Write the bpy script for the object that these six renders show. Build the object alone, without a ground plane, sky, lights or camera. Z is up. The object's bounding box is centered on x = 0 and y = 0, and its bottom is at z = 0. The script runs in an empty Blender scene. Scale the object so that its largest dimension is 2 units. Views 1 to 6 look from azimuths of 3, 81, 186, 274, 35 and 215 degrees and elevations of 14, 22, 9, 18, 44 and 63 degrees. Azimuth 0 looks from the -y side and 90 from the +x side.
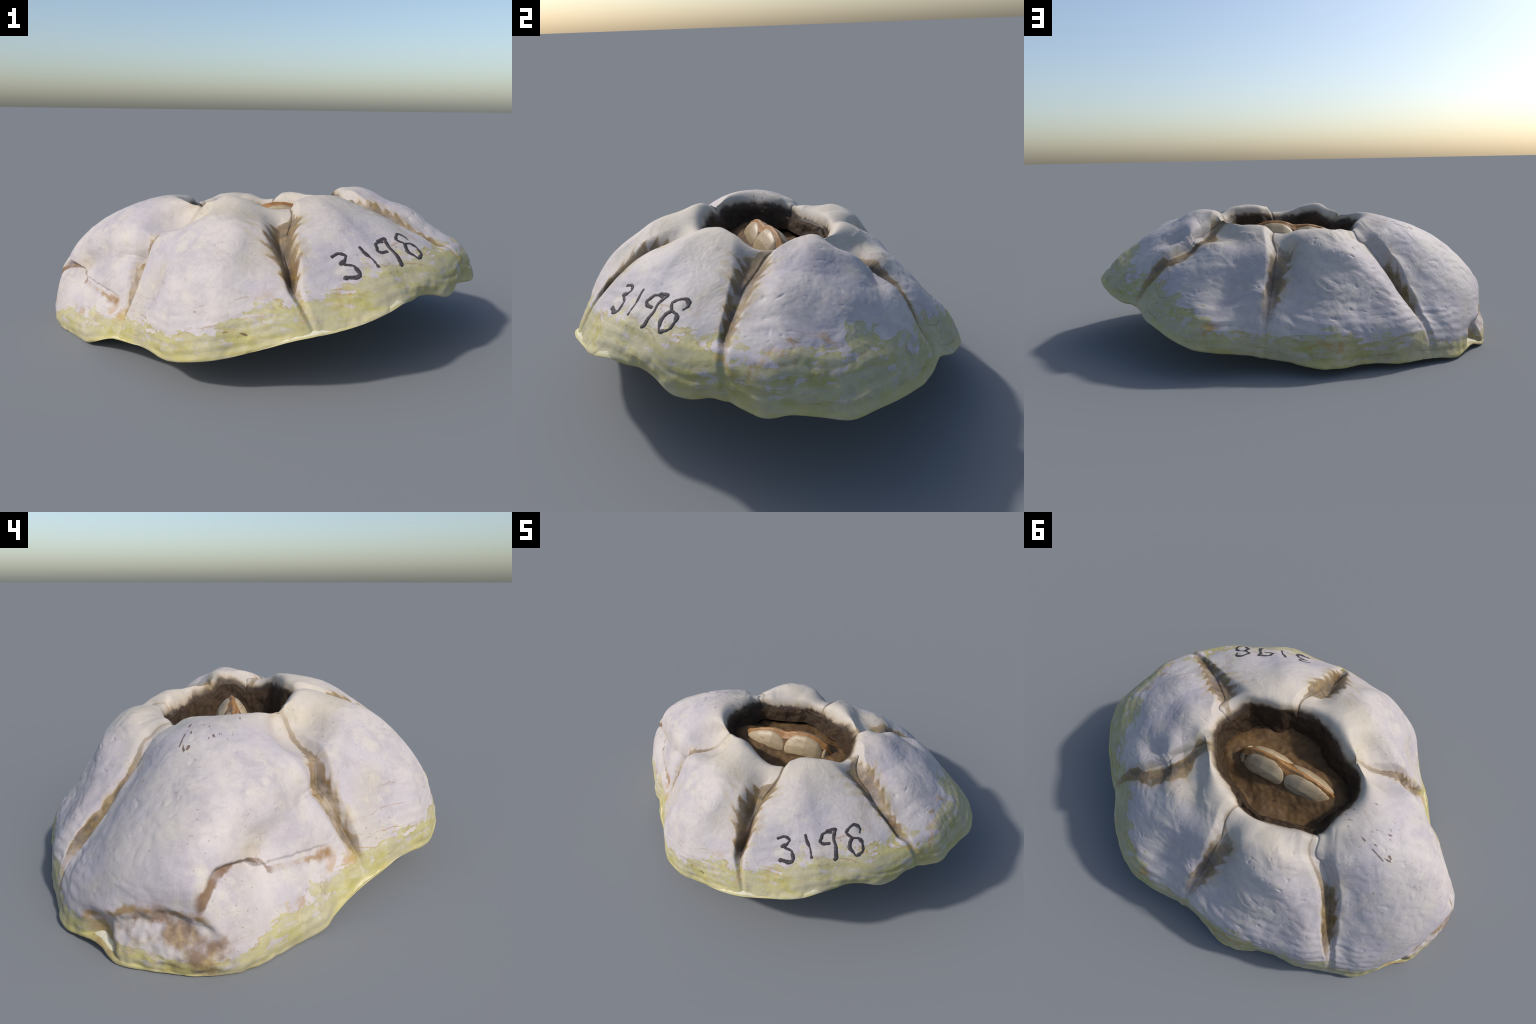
# Dried acorn barnacle: six wall plates around an aperture, sunken sutures with
# toothed stains, a dark cavity with a membrane and four opercular valves,
# a yellow-green periostracum band at the base and a hand-inked number.
import bpy, math
import numpy as np
from mathutils import Vector
from mathutils.bvhtree import BVHTree

CY = 0.03                                   # the polar axis stands at (0, CY)
TAU = 2 * math.pi

# ------------------------------------------------------------------ profiles
# control rings, one value every 15 degrees counter-clockwise from +x
CREST_R = [0.403, 0.380, 0.358, 0.339, 0.323, 0.309, 0.306, 0.319, 0.337, 0.348, 0.378, 0.394, 0.409, 0.384, 0.335, 0.306, 0.287, 0.292, 0.291, 0.298, 0.290, 0.285, 0.331, 0.390]
CREST_Z = [0.653, 0.659, 0.663, 0.598, 0.579, 0.567, 0.561, 0.564, 0.567, 0.566, 0.583, 0.606, 0.617, 0.616, 0.619, 0.624, 0.652, 0.649, 0.629, 0.632, 0.636, 0.649, 0.648, 0.641]
# how far the wall bulges off the straight line crest-to-base, at four heights
BULGE = [
    (0.12, [0.025, 0.040, 0.017, -0.008, 0.004, 0.039, 0.054, 0.068, 0.078, 0.076, 0.092, 0.088, 0.075, 0.073, 0.020, -0.014, 0.046, 0.057, 0.048, 0.045, 0.047, 0.045, 0.036, 0.028]),
    (0.30, [0.040, 0.044, 0.090, 0.096, 0.065, 0.076, 0.093, 0.083, 0.076, 0.081, 0.107, 0.131, 0.146, 0.148, 0.139, 0.127, 0.118, 0.122, 0.096, 0.081, 0.074, 0.074, 0.061, 0.050]),
    (0.55, [0.052, 0.083, 0.110, 0.090, 0.051, 0.018, 0.030, 0.070, 0.086, 0.097, 0.113, 0.142, 0.193, 0.179, 0.150, 0.142, 0.147, 0.142, 0.103, 0.088, 0.069, 0.071, 0.086, 0.059]),
    (0.80, [0.063, 0.052, 0.043, 0.036, 0.052, 0.038, 0.039, 0.059, 0.087, 0.088, 0.096, 0.116, 0.171, 0.106, 0.038, 0.067, 0.102, 0.099, 0.077, 0.052, 0.047, 0.061, 0.107, 0.107]),
]
# base edge, one value every 5 degrees
BASE_R = [0.974, 0.997, 0.991, 0.972, 0.943, 0.911, 0.880, 0.847, 0.836, 0.848, 0.851, 0.846, 0.841, 0.828, 0.793, 0.761, 0.733, 0.710, 0.699, 0.711, 0.738, 0.759, 0.763, 0.754, 0.748, 0.762, 0.793, 0.821, 0.848, 0.881, 0.913, 0.927, 0.941, 0.979, 0.984, 0.979, 0.973, 0.954, 0.923, 0.882, 0.849, 0.821, 0.790, 0.773, 0.767, 0.763, 0.759, 0.762, 0.777, 0.798, 0.811, 0.817, 0.817, 0.809, 0.810, 0.823, 0.832, 0.834, 0.829, 0.831, 0.844, 0.853, 0.845, 0.830, 0.821, 0.841, 0.871, 0.881, 0.876, 0.900, 0.945, 0.958]
BASE_Z = [0.294, 0.285, 0.297, 0.293, 0.277, 0.259, 0.248, 0.249, 0.231, 0.207, 0.194, 0.170, 0.148, 0.126, 0.111, 0.105, 0.096, 0.081, 0.070, 0.061, 0.052, 0.045, 0.043, 0.040, 0.039, 0.037, 0.032, 0.033, 0.032, 0.027, 0.017, 0.026, 0.033, 0.012, 0.008, 0.004, 0.002, 0.002, 0.004, 0.007, 0.010, 0.016, 0.040, 0.067, 0.090, 0.103, 0.110, 0.120, 0.123, 0.121, 0.128, 0.141, 0.155, 0.169, 0.191, 0.215, 0.237, 0.249, 0.256, 0.269, 0.290, 0.313, 0.327, 0.322, 0.325, 0.317, 0.296, 0.295, 0.310, 0.305, 0.293, 0.303]
# inner lip of the aperture: (azimuth, radius)
LIP = [(0, .348), (6, .350), (16, .338), (28, .322), (43, .303), (56, .274), (68, .266), (87, .280), (99, .290), (113, .277), (126, .283), (137, .297), (153, .352), (157, .348), (168, .322), (175, .337), (188, .350), (202, .337), (212, .297), (226, .246), (246, .234), (263, .248), (282, .258), (298, .258), (312, .278), (325, .290), (331, .335), (343, .332)]

# sutures: t runs 0 (crest) .. 1 (base). Each row: t, azimuth of the line,
# azimuth of the edge of the sunken ramp, azimuth of the steep step, depth.
SUTURES = [
    dict(name="BC", valley=[(0, 0.012), (0.12, 0.021), (0.28, 0.047), (0.45, 0.006), (0.65, 0.010), (0.85, -0.008)], ramp_side=0.13, step_side=0.11, groove=0.6, side=+1, rows=[(0, 25, 48, 16, .085), (.08, 26, 47, 19, .075), (.23, 33, 46, 27, .055), (.43, 39, 46, 34.5, .043), (.57, 39, 42.8, 35.5, .040), (.70, 37.4, 39.8, 34.5, .028), (.83, 36, 38.2, 34, .012), (1, 37.5, 39.5, 35.5, .004)]),
    dict(name="CD", valley=[(0, -0.008), (1, -0.004)], ramp_side=0.1, step_side=0.1, groove=0.42, side=+1, rows=[(0, 81, 106, 73, .046), (.10, 81, 104, 74, .050), (.20, 83, 101, 77, .054), (.30, 87, 99, 81, .058), (.47, 87, 95.5, 83, .050), (.67, 85.8, 91, 82.5, .032), (.83, 85.5, 88.8, 82.8, .014), (1, 86, 88, 84, .003)]),
    dict(name="DE", valley=[(0, 0.001), (0.15, 0.036), (0.35, 0.038), (0.6, 0.047), (0.8, 0.022), (1, 0.000)], ramp_side=0.2, step_side=0.08, groove=0.55, side=+1, rows=[(0, 150, 160, 138, .040), (.07, 144, 158, 134, .044), (.15, 141, 154, 134, .052), (.30, 142.5, 150.5, 137, .058), (.43, 144, 149.5, 139.5, .064), (.55, 143, 147.5, 139.2, .072), (.66, 141.7, 145.5, 139, .066), (.78, 141.2, 143.5, 139.5, .040), (.90, 142, 143.5, 140.5, .012), (1, 141.5, 143, 140, .004)]),
    dict(name="EF", valley=[(0, 0.006), (0.15, 0.020), (0.3, 0.042), (0.55, 0.054), (0.7, 0.022), (0.85, 0.013)], ramp_side=0.2, step_side=0.16, groove=0.6, side=-1, rows=[(0, 216, 196, 223, .034), (.08, 216.5, 196, 223, .034), (.17, 217, 197, 223, .040), (.30, 217, 199, 222, .050), (.40, 216.5, 205, 221, .062), (.50, 216.5, 209, 221, .070), (.60, 216.8, 211, 221.2, .078), (.70, 217.8, 213, 221.5, .070), (.77, 219, 215.5, 222, .050), (.90, 221, 219, 223, .012), (1, 220.5, 219, 222, .003)]),
    dict(name="FA", valley=[(0, -0.002), (0.15, 0.014), (0.35, 0.022), (0.6, 0.019), (0.8, 0.010)], ramp_side=0.16, step_side=0.1, groove=0.75, side=-1, rows=[(0, 296, 262, 303, .038), (.13, 293, 266, 299, .042), (.27, 288.6, 269.5, 293, .046), (.40, 284, 272, 289, .050), (.50, 281, 274.2, 286.3, .052), (.60, 281.5, 277.2, 285.6, .052), (.70, 281.4, 278.4, 284.4, .042), (.78, 282, 280, 284, .018), (.88, 284.3, 282.8, 286, .008), (1, 286, 284.5, 287.5, .004)]),
    dict(name="AB", valley=[(0, 0.006), (0.15, 0.015), (0.35, 0.024), (0.6, 0.000), (0.8, -0.018)], ramp_side=0.08, step_side=0.14, groove=0.75, side=-1, rows=[(0, 360, 331, 370, .040), (.07, 352, 332, 360, .040), (.20, 347.5, 335, 353, .040), (.38, 344.7, 338, 349.5, .038), (.50, 342.5, 338.6, 346.4, .036), (.63, 341.4, 339.3, 344.6, .028), (.78, 341, 339.5, 343.2, .014), (.90, 342.3, 341, 344, .008), (1, 343.5, 342, 345.5, .006)]),
]


def ring(vals, az):
    """periodic cubic through equally spaced values, az in degrees"""
    v = np.asarray(vals, float)
    n = len(v)
    x = (np.asarray(az) % 360) * n / 360
    k = np.floor(x).astype(int)
    t = x - k
    a, b, c, d = v[(k - 1) % n], v[k % n], v[(k + 1) % n], v[(k + 2) % n]
    return .5 * (2 * b + (c - a) * t + (2 * a - 5 * b + 4 * c - d) * t * t + (3 * b - a - 3 * c + d) * t ** 3)


def lip_radius(az):
    a = np.array([p[0] for p in LIP], float)
    r = np.array([p[1] for p in LIP])
    s = sum(np.interp((np.asarray(az) + o) % 360, a, r, period=360) * w
            for o, w in ((-5, .15), (-2.5, .2), (0, .3), (2.5, .2), (5, .15)))
    return s


def smooth(x):
    x = np.clip(x, 0, 1)
    return x * x * (3 - 2 * x)


def perlin(P, freq, seed):
    """gradient noise in numpy, about -1..1"""
    rng = np.random.RandomState(seed)
    perm = rng.permutation(256)
    grad = rng.normal(size=(256, 3))
    grad /= np.linalg.norm(grad, axis=1, keepdims=True)
    Q = P * freq + 100.0
    I = np.floor(Q).astype(int)
    F = Q - I
    U = F * F * F * (F * (F * 6 - 15) + 10)
    out = 0
    for dx in (0, 1):
        wx = U[..., 0] if dx else 1 - U[..., 0]
        for dy in (0, 1):
            wy = U[..., 1] if dy else 1 - U[..., 1]
            for dz in (0, 1):
                wz = U[..., 2] if dz else 1 - U[..., 2]
                h = perm[(perm[(perm[(I[..., 0] + dx) & 255] + I[..., 1] + dy) & 255] + I[..., 2] + dz) & 255]
                g = grad[h]
                out = out + wx * wy * wz * (g[..., 0] * (F[..., 0] - dx) + g[..., 1] * (F[..., 1] - dy) + g[..., 2] * (F[..., 2] - dz))
    return out * 1.6


# ------------------------------------------------------------------ the shell grid
COLS = [224, 224, 324, 312, 292, 264]       # columns in plates C D E F A B
NCOL = sum(COLS)
# rows: (list of profile parameters). negative t = inside the aperture,
# t > 1 = under the base edge.
SEG = [46, 58, 74, 78, 72]
t_out = np.concatenate([np.linspace(k / 5, (k + 1) / 5, n, endpoint=False) for k, n in enumerate(SEG)])
t_in = np.concatenate([np.linspace(-.6, -.2, 34, endpoint=False), np.linspace(-.2, 0, 40, endpoint=False)])
t_un = np.concatenate([np.linspace(1, 1.2, 14, endpoint=False), np.linspace(1.2, 1.6, 40)])
T = np.concatenate([t_in, t_out, t_un])
NROW = len(T)
I_LIP = 34                                   # row of the lip
I_BASE = len(t_in) + len(t_out)              # row of the base edge

tt = np.clip(T, 0, 1)
lines = []
for su in SUTURES:
    R_ = np.array(su["rows"], float)
    k = np.arange(-4, 5) * .012
    f = lambda c: np.mean([np.interp(tt + d, R_[:, 0], R_[:, c]) for d in k], axis=0)
    su["line"], su["ramp"], su["step"], su["depth"] = f(1), f(2), f(3), f(4)
    lines.append(su["line"])
lines.append(lines[0] + 360)
AZ = np.zeros((NCOL, NROW))
plate_of_col = np.zeros(NCOL, int)
c0 = 0
for p, n in enumerate(COLS):
    q = np.arange(n)[:, None] / n
    AZ[c0:c0 + n] = lines[p][None] * (1 - q) + lines[p + 1][None] * q
    plate_of_col[c0:c0 + n] = p
    c0 += n
UNDER = np.clip((T - 1.2) / .4, 0, 1)


def envelope(az):
    """smooth wall without sutures, az (NCOL,NROW) -> radius, height"""
    r0, z0 = ring(CREST_R, az), ring(CREST_Z, az)
    r1, z1 = ring(BASE_R, az), np.maximum(ring(BASE_Z, az), .002)
    rl = lip_radius(az)
    rl = np.minimum(rl, r0 - .026)
    dr, dz = r1 - r0, z1 - z0
    L = np.hypot(dr, dz)
    nr, nz = -dz / L, dr / L
    K = [(rl - .045, 0 * z0 + .455), (rl - .022, z0 * 0 + .505), (rl, z0 - .054), (r0, z0)]
    for fr, vals in BULGE:
        b = ring(vals, az)
        K.append((r0 + dr * fr + nr * b, z0 + dz * fr + nz * b))
    K.append((r1, z1))
    K.append((r1 - .045, z1 + .022))
    K.append((r1 * .72, z1 * .75 + .085))
    K.append((r1 * .02, 0 * z1 + .235))
    K = [(2 * K[0][0] - K[1][0], 2 * K[0][1] - K[1][1])] + K + [K[-1]]
    # parameters: -0.6,-0.4,-0.2,0,.2,..1,1.2,1.4,1.6
    x = np.broadcast_to(T, az.shape)
    k = np.clip(np.floor(x / .2 + 3 + 1e-9).astype(int), 0, len(K) - 4)
    u = x / .2 + 3 - k
    KR = np.stack([a[0] for a in K])
    KZ = np.stack([a[1] for a in K])
    out = []
    for A in (KR, KZ):
        a, b, c, d = [np.take_along_axis(A, (k + j)[None], 0)[0] for j in range(4)]
        out.append(.5 * (2 * b + (c - a) * u + (2 * a - 5 * b + 4 * c - d) * u * u + (3 * b - a - 3 * c + d) * u ** 3))
    return out


R, Z = envelope(AZ)
PH = np.radians(AZ)


def points():
    return np.stack([R * np.cos(PH), CY + R * np.sin(PH), Z], -1)


def normals(P):
    da = np.roll(P, -1, 0) - np.roll(P, 1, 0)
    dt = np.gradient(P, axis=1)
    n = np.cross(dt, da)
    return n / (np.linalg.norm(n, axis=-1, keepdims=True) + 1e-12)


P = points()
N = normals(P)
if N[10, I_BASE - 60] @ np.array([math.cos(PH[10, 0]), math.sin(PH[10, 0]), .5]) < 0:
    N = -N
# direction in which things are sunk: along the normal on the wall, straight
# down at the crest and inside
w_in = smooth((-T + .20) / .40)[None, :, None]
SINK = N * (1 - w_in) + np.array([0, 0, 1.0]) * w_in
SINK /= np.linalg.norm(SINK, axis=-1, keepdims=True)

# --- sutures -----------------------------------------------------------
sunk = np.zeros((NCOL, NROW))
ramp_mask = np.zeros((NCOL, NROW))
wob = perlin(P, 14, 5) * .008 + perlin(P, 40, 6) * .004
for su in SUTURES:
    s = su["side"]
    v = ((AZ - su["line"][None] + 180) % 360 - 180) * s          # >0 on the ramp side
    wr = np.abs(su["ramp"] - su["line"])[None]
    ws = np.abs(su["step"] - su["line"])[None]
    jag = wob / np.maximum(R, .2) * 57.3
    a = np.clip((v + jag * .5) / wr, -1, 1)
    ramp = np.where(v >= 0, (1 - smooth((a - .30) / .70)) * (1 - .30 * np.clip(a, 0, 1)), 0)
    b = np.clip(-(v + jag * .4) / ws, 0, 1)
    step = np.where(v < 0, 1 - smooth(b), 0)
    prof = np.where(v >= 0, ramp, step)
    # plates round off broadly towards the seam
    vm = v * R / 57.3
    vd = np.interp(tt, [p[0] for p in su["valley"]], [p[1] for p in su["valley"]])[None]
    broad = vd * np.exp(-(vm / np.where(v >= 0, su["ramp_side"], su["step_side"])) ** 2)
    prof = prof * su["groove"]
    # the seam itself: a thin crease
    lin = np.exp(-(v * R / 57.3 / .0045) ** 2)
    fade_in = smooth((T + .42) / .30)[None]
    fade_un = 1 - smooth((T - 1.0) / .12)[None]
    sunk += (broad + prof * su["depth"][None] + lin * .006 * np.clip(su["depth"][None] / .03, .3, 1)) * fade_in * fade_un
    ramp_mask = np.maximum(ramp_mask, prof / su["groove"] * fade_in * fade_un)

# --- crowns and flats of single plates: azimuth, t, radii (m, t), height
for az0, t0, ra, rt, hgt0 in [
        (4, .36, .16, .20, .018), (357, .54, .11, .14, .028), (18, .62, .10, .16, -.024), (12, .95, .30, .10, .006),     # B
        (64, .12, .09, .16, .030), (61, .56, .09, .13, .020), (72, .90, .12, .12, .022), (42, .42, .07, .18, -.026),      # C
        (111, .20, .12, .18, .018), (125, .40, .08, .12, .026), (95, .80, .10, .14, .022), (94, .40, .030, .10, -.030),   # D
        (160, .35, .12, .25, -.012), (146, .45, .09, .30, -.018), (154, .73, .10, .10, -.014), (175, .82, .14, .07, -.016),
        (205, .90, .12, .10, .020), (184, .96, .16, .07, .022), (159, .91, .08, .06, .014), (193, .66, .13, .11, -.044),  # E
        (208, .14, .09, .13, .006),
        (229, .67, .11, .13, -.044), (241, .50, .12, .16, -.020), (251, .80, .10, .10, -.016), (266, .50, .07, .10, .018),  # F
        (279, .22, .06, .12, -.016), (282, .62, .022, .12, -.022),
        (306, .70, .10, .18, -.016), (340, .76, .09, .09, -.024), (345, .22, .05, .12, -.022), (324, .44, .09, .12, -.010),  # A
        (318, .94, .08, .06, .016), (337, .92, .08, .06, .018), (338, .75, .11, .10, -.024), (325, .91, .06, .06, .010),
        (30, .48, .08, .12, -.036), (44, .50, .05, .12, -.024), (16, .69, .10, .10, -.016), (64, .22, .08, .08, .018),
        (81, .62, .09, .15, .030), (88, .85, .10, .12, .016), (95, .33, .05, .10, -.020), (123, .40, .08, .10, .010), (112, .73, .08, .10, -.010),
        (145, .76, .05, .09, -.018), (148, .46, .035, .10, .014), (156, .10, .06, .08, -.012), (175, .87, .10, .05, -.014),
        (160, .90, .06, .05, .010), (181, .92, .08, .05, .012), (196, .68, .12, .08, -.024), (183, .72, .10, .06, -.022),
        (233, .78, .08, .10, -.018), (252, .58, .10, .18, -.016),
        (279, .42, .035, .13, -.030), (268, .53, .06, .10, -.010),
        (214, .59, .05, .12, -.026), (220, .17, .06, .08, .024), (208, .80, .05, .07, .016), (83, .66, .09, .12, .020), (92, .58, .04, .10, .016),
        (45, .18, .05, .07, .020), (32, .50, .06, .10, -.024), (41, .55, .04, .12, -.022), (26, .61, .08, .10, -.014), (50, .50, .06, .10, -.014),
        (91, .28, .05, .08, -.016), (115, .36, .06, .08, .012), (125, .73, .10, .09, -.012), (144, .56, .03, .08, .012),
        (178, .84, .08, .05, -.012), (187, .75, .10, .06, -.012), (200, .57, .06, .10, -.014), (230, .50, .06, .10, -.012), (237, .74, .08, .10, -.014),
        (256, .47, .06, .10, -.010), (281, .46, .03, .12, -.014), (327, .76, .07, .08, -.012), (348, .79, .06, .07, -.014),
        (207, .58, .08, .10, -.036), (221, .64, .04, .10, -.018), (33, .50, .12, .18, -.008), (80, .65, .09, .13, .020), (223, .17, .06, .08, .020)]:
    va = ((AZ - az0 + 180) % 360 - 180) / 57.3 * np.maximum(R, .3)
    sunk -= hgt0 * np.exp(-(va / ra) ** 2 - ((T[None] - t0) / rt) ** 2) * smooth((T + .42) / .30)[None]

# --- scars and ledges on the big end plate (E) ---------------------------
azd = (AZ + 180) % 360 - 180                 # -180..180
wall = smooth((T - .02) / .05)[None] * (1 - smooth((T - .985) / .02)[None])
e = (AZ % 360) - 180                         # degrees from the -x axis, + = towards F
# hooked scar: overhanging arc, the shell below it is broken away
arc_z = np.interp(e, [0, 1.5, 3, 5, 8, 11, 13, 20, 30], [.255, .285, .315, .322, .317, .305, .276, .262, .240])
below = arc_z - Z + perlin(P, 45, 31) * .004 + perlin(P, 18, 35) * .003
span = smooth((e - .6) / 2.2) * (1 - smooth((e - 11.5) / 2.5))
span2 = smooth((e - 6) / 5) * (1 - smooth((e - 28) / 7))
lip_cut = smooth(below / .010)
sunk += wall * span * lip_cut * .030 * np.exp(-np.clip(below, 0, 1) / .060)
sunk += wall * span2 * smooth((below + .05) / .10) * .012 * (1 - smooth((below - .08) / .15))
sunk += wall * span2 * smooth(below / .010) * .010 * np.exp(-np.clip(below, 0, 1) / .05)
# broken lower ledge on the far left of E
led_z = np.interp(e, [-24, -16, -10, -5, 0, 2, 4], [.115, .158, .192, .190, .190, .170, .13])
bl = led_z - Z + perlin(P, 30, 33) * .010 + perlin(P, 12, 36) * .014
sp = smooth((e + 24) / 6) * (1 - smooth((e - 1) / 3))
sunk += wall * sp * smooth(bl / .045) * .022 * (1 - .8 * smooth((bl - .03) / .12))
sunk += wall * sp * smooth(bl / .03) * (perlin(P, 22, 37) * .005 + perlin(P, 50, 38) * .003)
# notch where the base edge has chipped away
nt = np.exp(-((e + 19.5) / 3.2) ** 2) * smooth((.16 - Z) / .06)
sunk += wall * nt * .030

# --- relief --------------------------------------------------------------
pl = plate_of_col
#         C     D     E     F     A     B
HAMMER = np.array([.80, 1.0, .70, .35, .30, .65])
# blend hammer strength across the seams
h_col = HAMMER[pl]
kern = np.ones(41) / 41
h_col = np.convolve(np.concatenate([h_col[-20:], h_col, h_col[:20]]), kern, mode="valid")[:, None]
outer = (smooth((T + .10) / .12) * (1 - smooth((T - 1.02) / .1)))[None]
warp = np.stack([perlin(P, 9, s) for s in (11, 12, 13)], -1) * .03
Pw = P + warp
n1 = perlin(Pw, 10, 21)
n2 = perlin(Pw * np.array([1, 1, 1.5]), 22, 22)
n3 = perlin(Pw, 62, 23)
low = perlin(P, 5.5, 24)
face = np.maximum(n1, -.15) * 1.1 + np.minimum(n2, .25) * .75 + np.abs(n3) * -.18
calm = 1 - .65 * np.clip(ramp_mask, 0, 1)
bump = face * .0042 * h_col * calm + low * .005 + n3 * .0006
pits = np.clip(perlin(Pw, 44, 25) - .55, 0, 1) * -.014 * h_col
# growth ledges running round the lower wall
hgt = (Z - ring(BASE_Z, AZ)) + perlin(P, 4, 41) * .02 + perlin(P, 18, 42) * .004
glines = (np.abs(((hgt / .036) % 1) - .5) - .25) * .0044 * smooth((.30 - hgt) / .14)
bump = bump + pits * calm + glines * smooth((perlin(P, 3, 43) + .5) / .7)
# the lowest growth step over the lobes of the two front-right plates
zone = np.exp(-(((AZ - 352 + 180) % 360 - 180) / 34) ** 2)
lev0 = (Z - ring(BASE_Z, AZ)) - .066 + perlin(P, 7, 44) * .014
bump = bump + zone * (-.005 * np.exp(-(lev0 / .012) ** 2) + .004 * smooth(-lev0 / .02) * np.exp(-np.clip(-lev0, 0, 1) / .05))
# scale lumps along the base rim
rim = np.exp(-((T - .97) / .07) ** 2)[None]
bump = bump + rim * (perlin(P, 11, 51) * .005 + perlin(P, 28, 52) * .003)
# inside: lumpy, flaky lining
inner = smooth((-T - .12) / .15)[None]
inbump = (perlin(P, 22, 61) * .008 + perlin(P, 55, 62) * .003) * inner * (1 - smooth((-T - .5) / .1))[None]

P = P - SINK * sunk[..., None] + N * (bump * outer * (1 - inner) + inbump)[..., None]
P[:, :, 2] = np.maximum(P[:, :, 2], 0.0 + .0005)
# round the crest over a finger's width
wc = (np.exp(-((T - .02) / .10) ** 2) * .5)[None, :, None]
for _ in range(60):
    mean = P.copy()
    mean[:, 1:-1] = (P[:, :-2] + P[:, 2:]) / 2
    P = P * (1 - wc) + mean * wc
# ring-wise light smoothing of the seam lines against folded faces
for _ in range(2):
    Q = P.copy()
    Q[:, 1:-1] = P[:, 1:-1] * .6 + (P[:, :-2] + P[:, 2:]) * .2
    P = Q * .6 + (np.roll(Q, 1, 0) + np.roll(Q, -1, 0)) * .2

# ------------------------------------------------------------------ helpers
scene = bpy.context.scene
COL = bpy.context.collection


def add_object(name, mesh, parent=None, mat=None):
    o = bpy.data.objects.new(name, mesh)
    COL.objects.link(o)
    if parent is not None:
        o.parent = parent
    if mat is not None:
        mesh.materials.append(mat)
    return o


def grid_mesh(name, V, closed_u=False, flip=False):
    """V (nu,nv,3) -> mesh of quads, smooth"""
    nu, nv = V.shape[:2]
    idx = np.arange(nu * nv).reshape(nu, nv)
    nxt = np.roll(idx, -1, 0) if closed_u else idx[1:]
    cur = idx if closed_u else idx[:-1]
    a, b, c, d = cur[:, :-1], nxt[:, :-1], nxt[:, 1:], cur[:, 1:]
    F = np.stack([a, b, c, d], -1).reshape(-1, 4)
    if flip:
        F = F[:, ::-1]
    me = bpy.data.meshes.new(name)
    me.vertices.add(nu * nv)
    me.vertices.foreach_set("co", np.ascontiguousarray(V, dtype=np.float32).ravel())
    me.loops.add(F.size)
    me.loops.foreach_set("vertex_index", np.ascontiguousarray(F, dtype=np.int32).ravel())
    me.polygons.add(len(F))
    me.polygons.foreach_set("loop_start", np.arange(0, F.size, 4, dtype=np.int32))
    me.polygons.foreach_set("use_smooth", np.ones(len(F), dtype=bool))
    me.update(calc_edges=True)
    me.validate()
    return me


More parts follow.
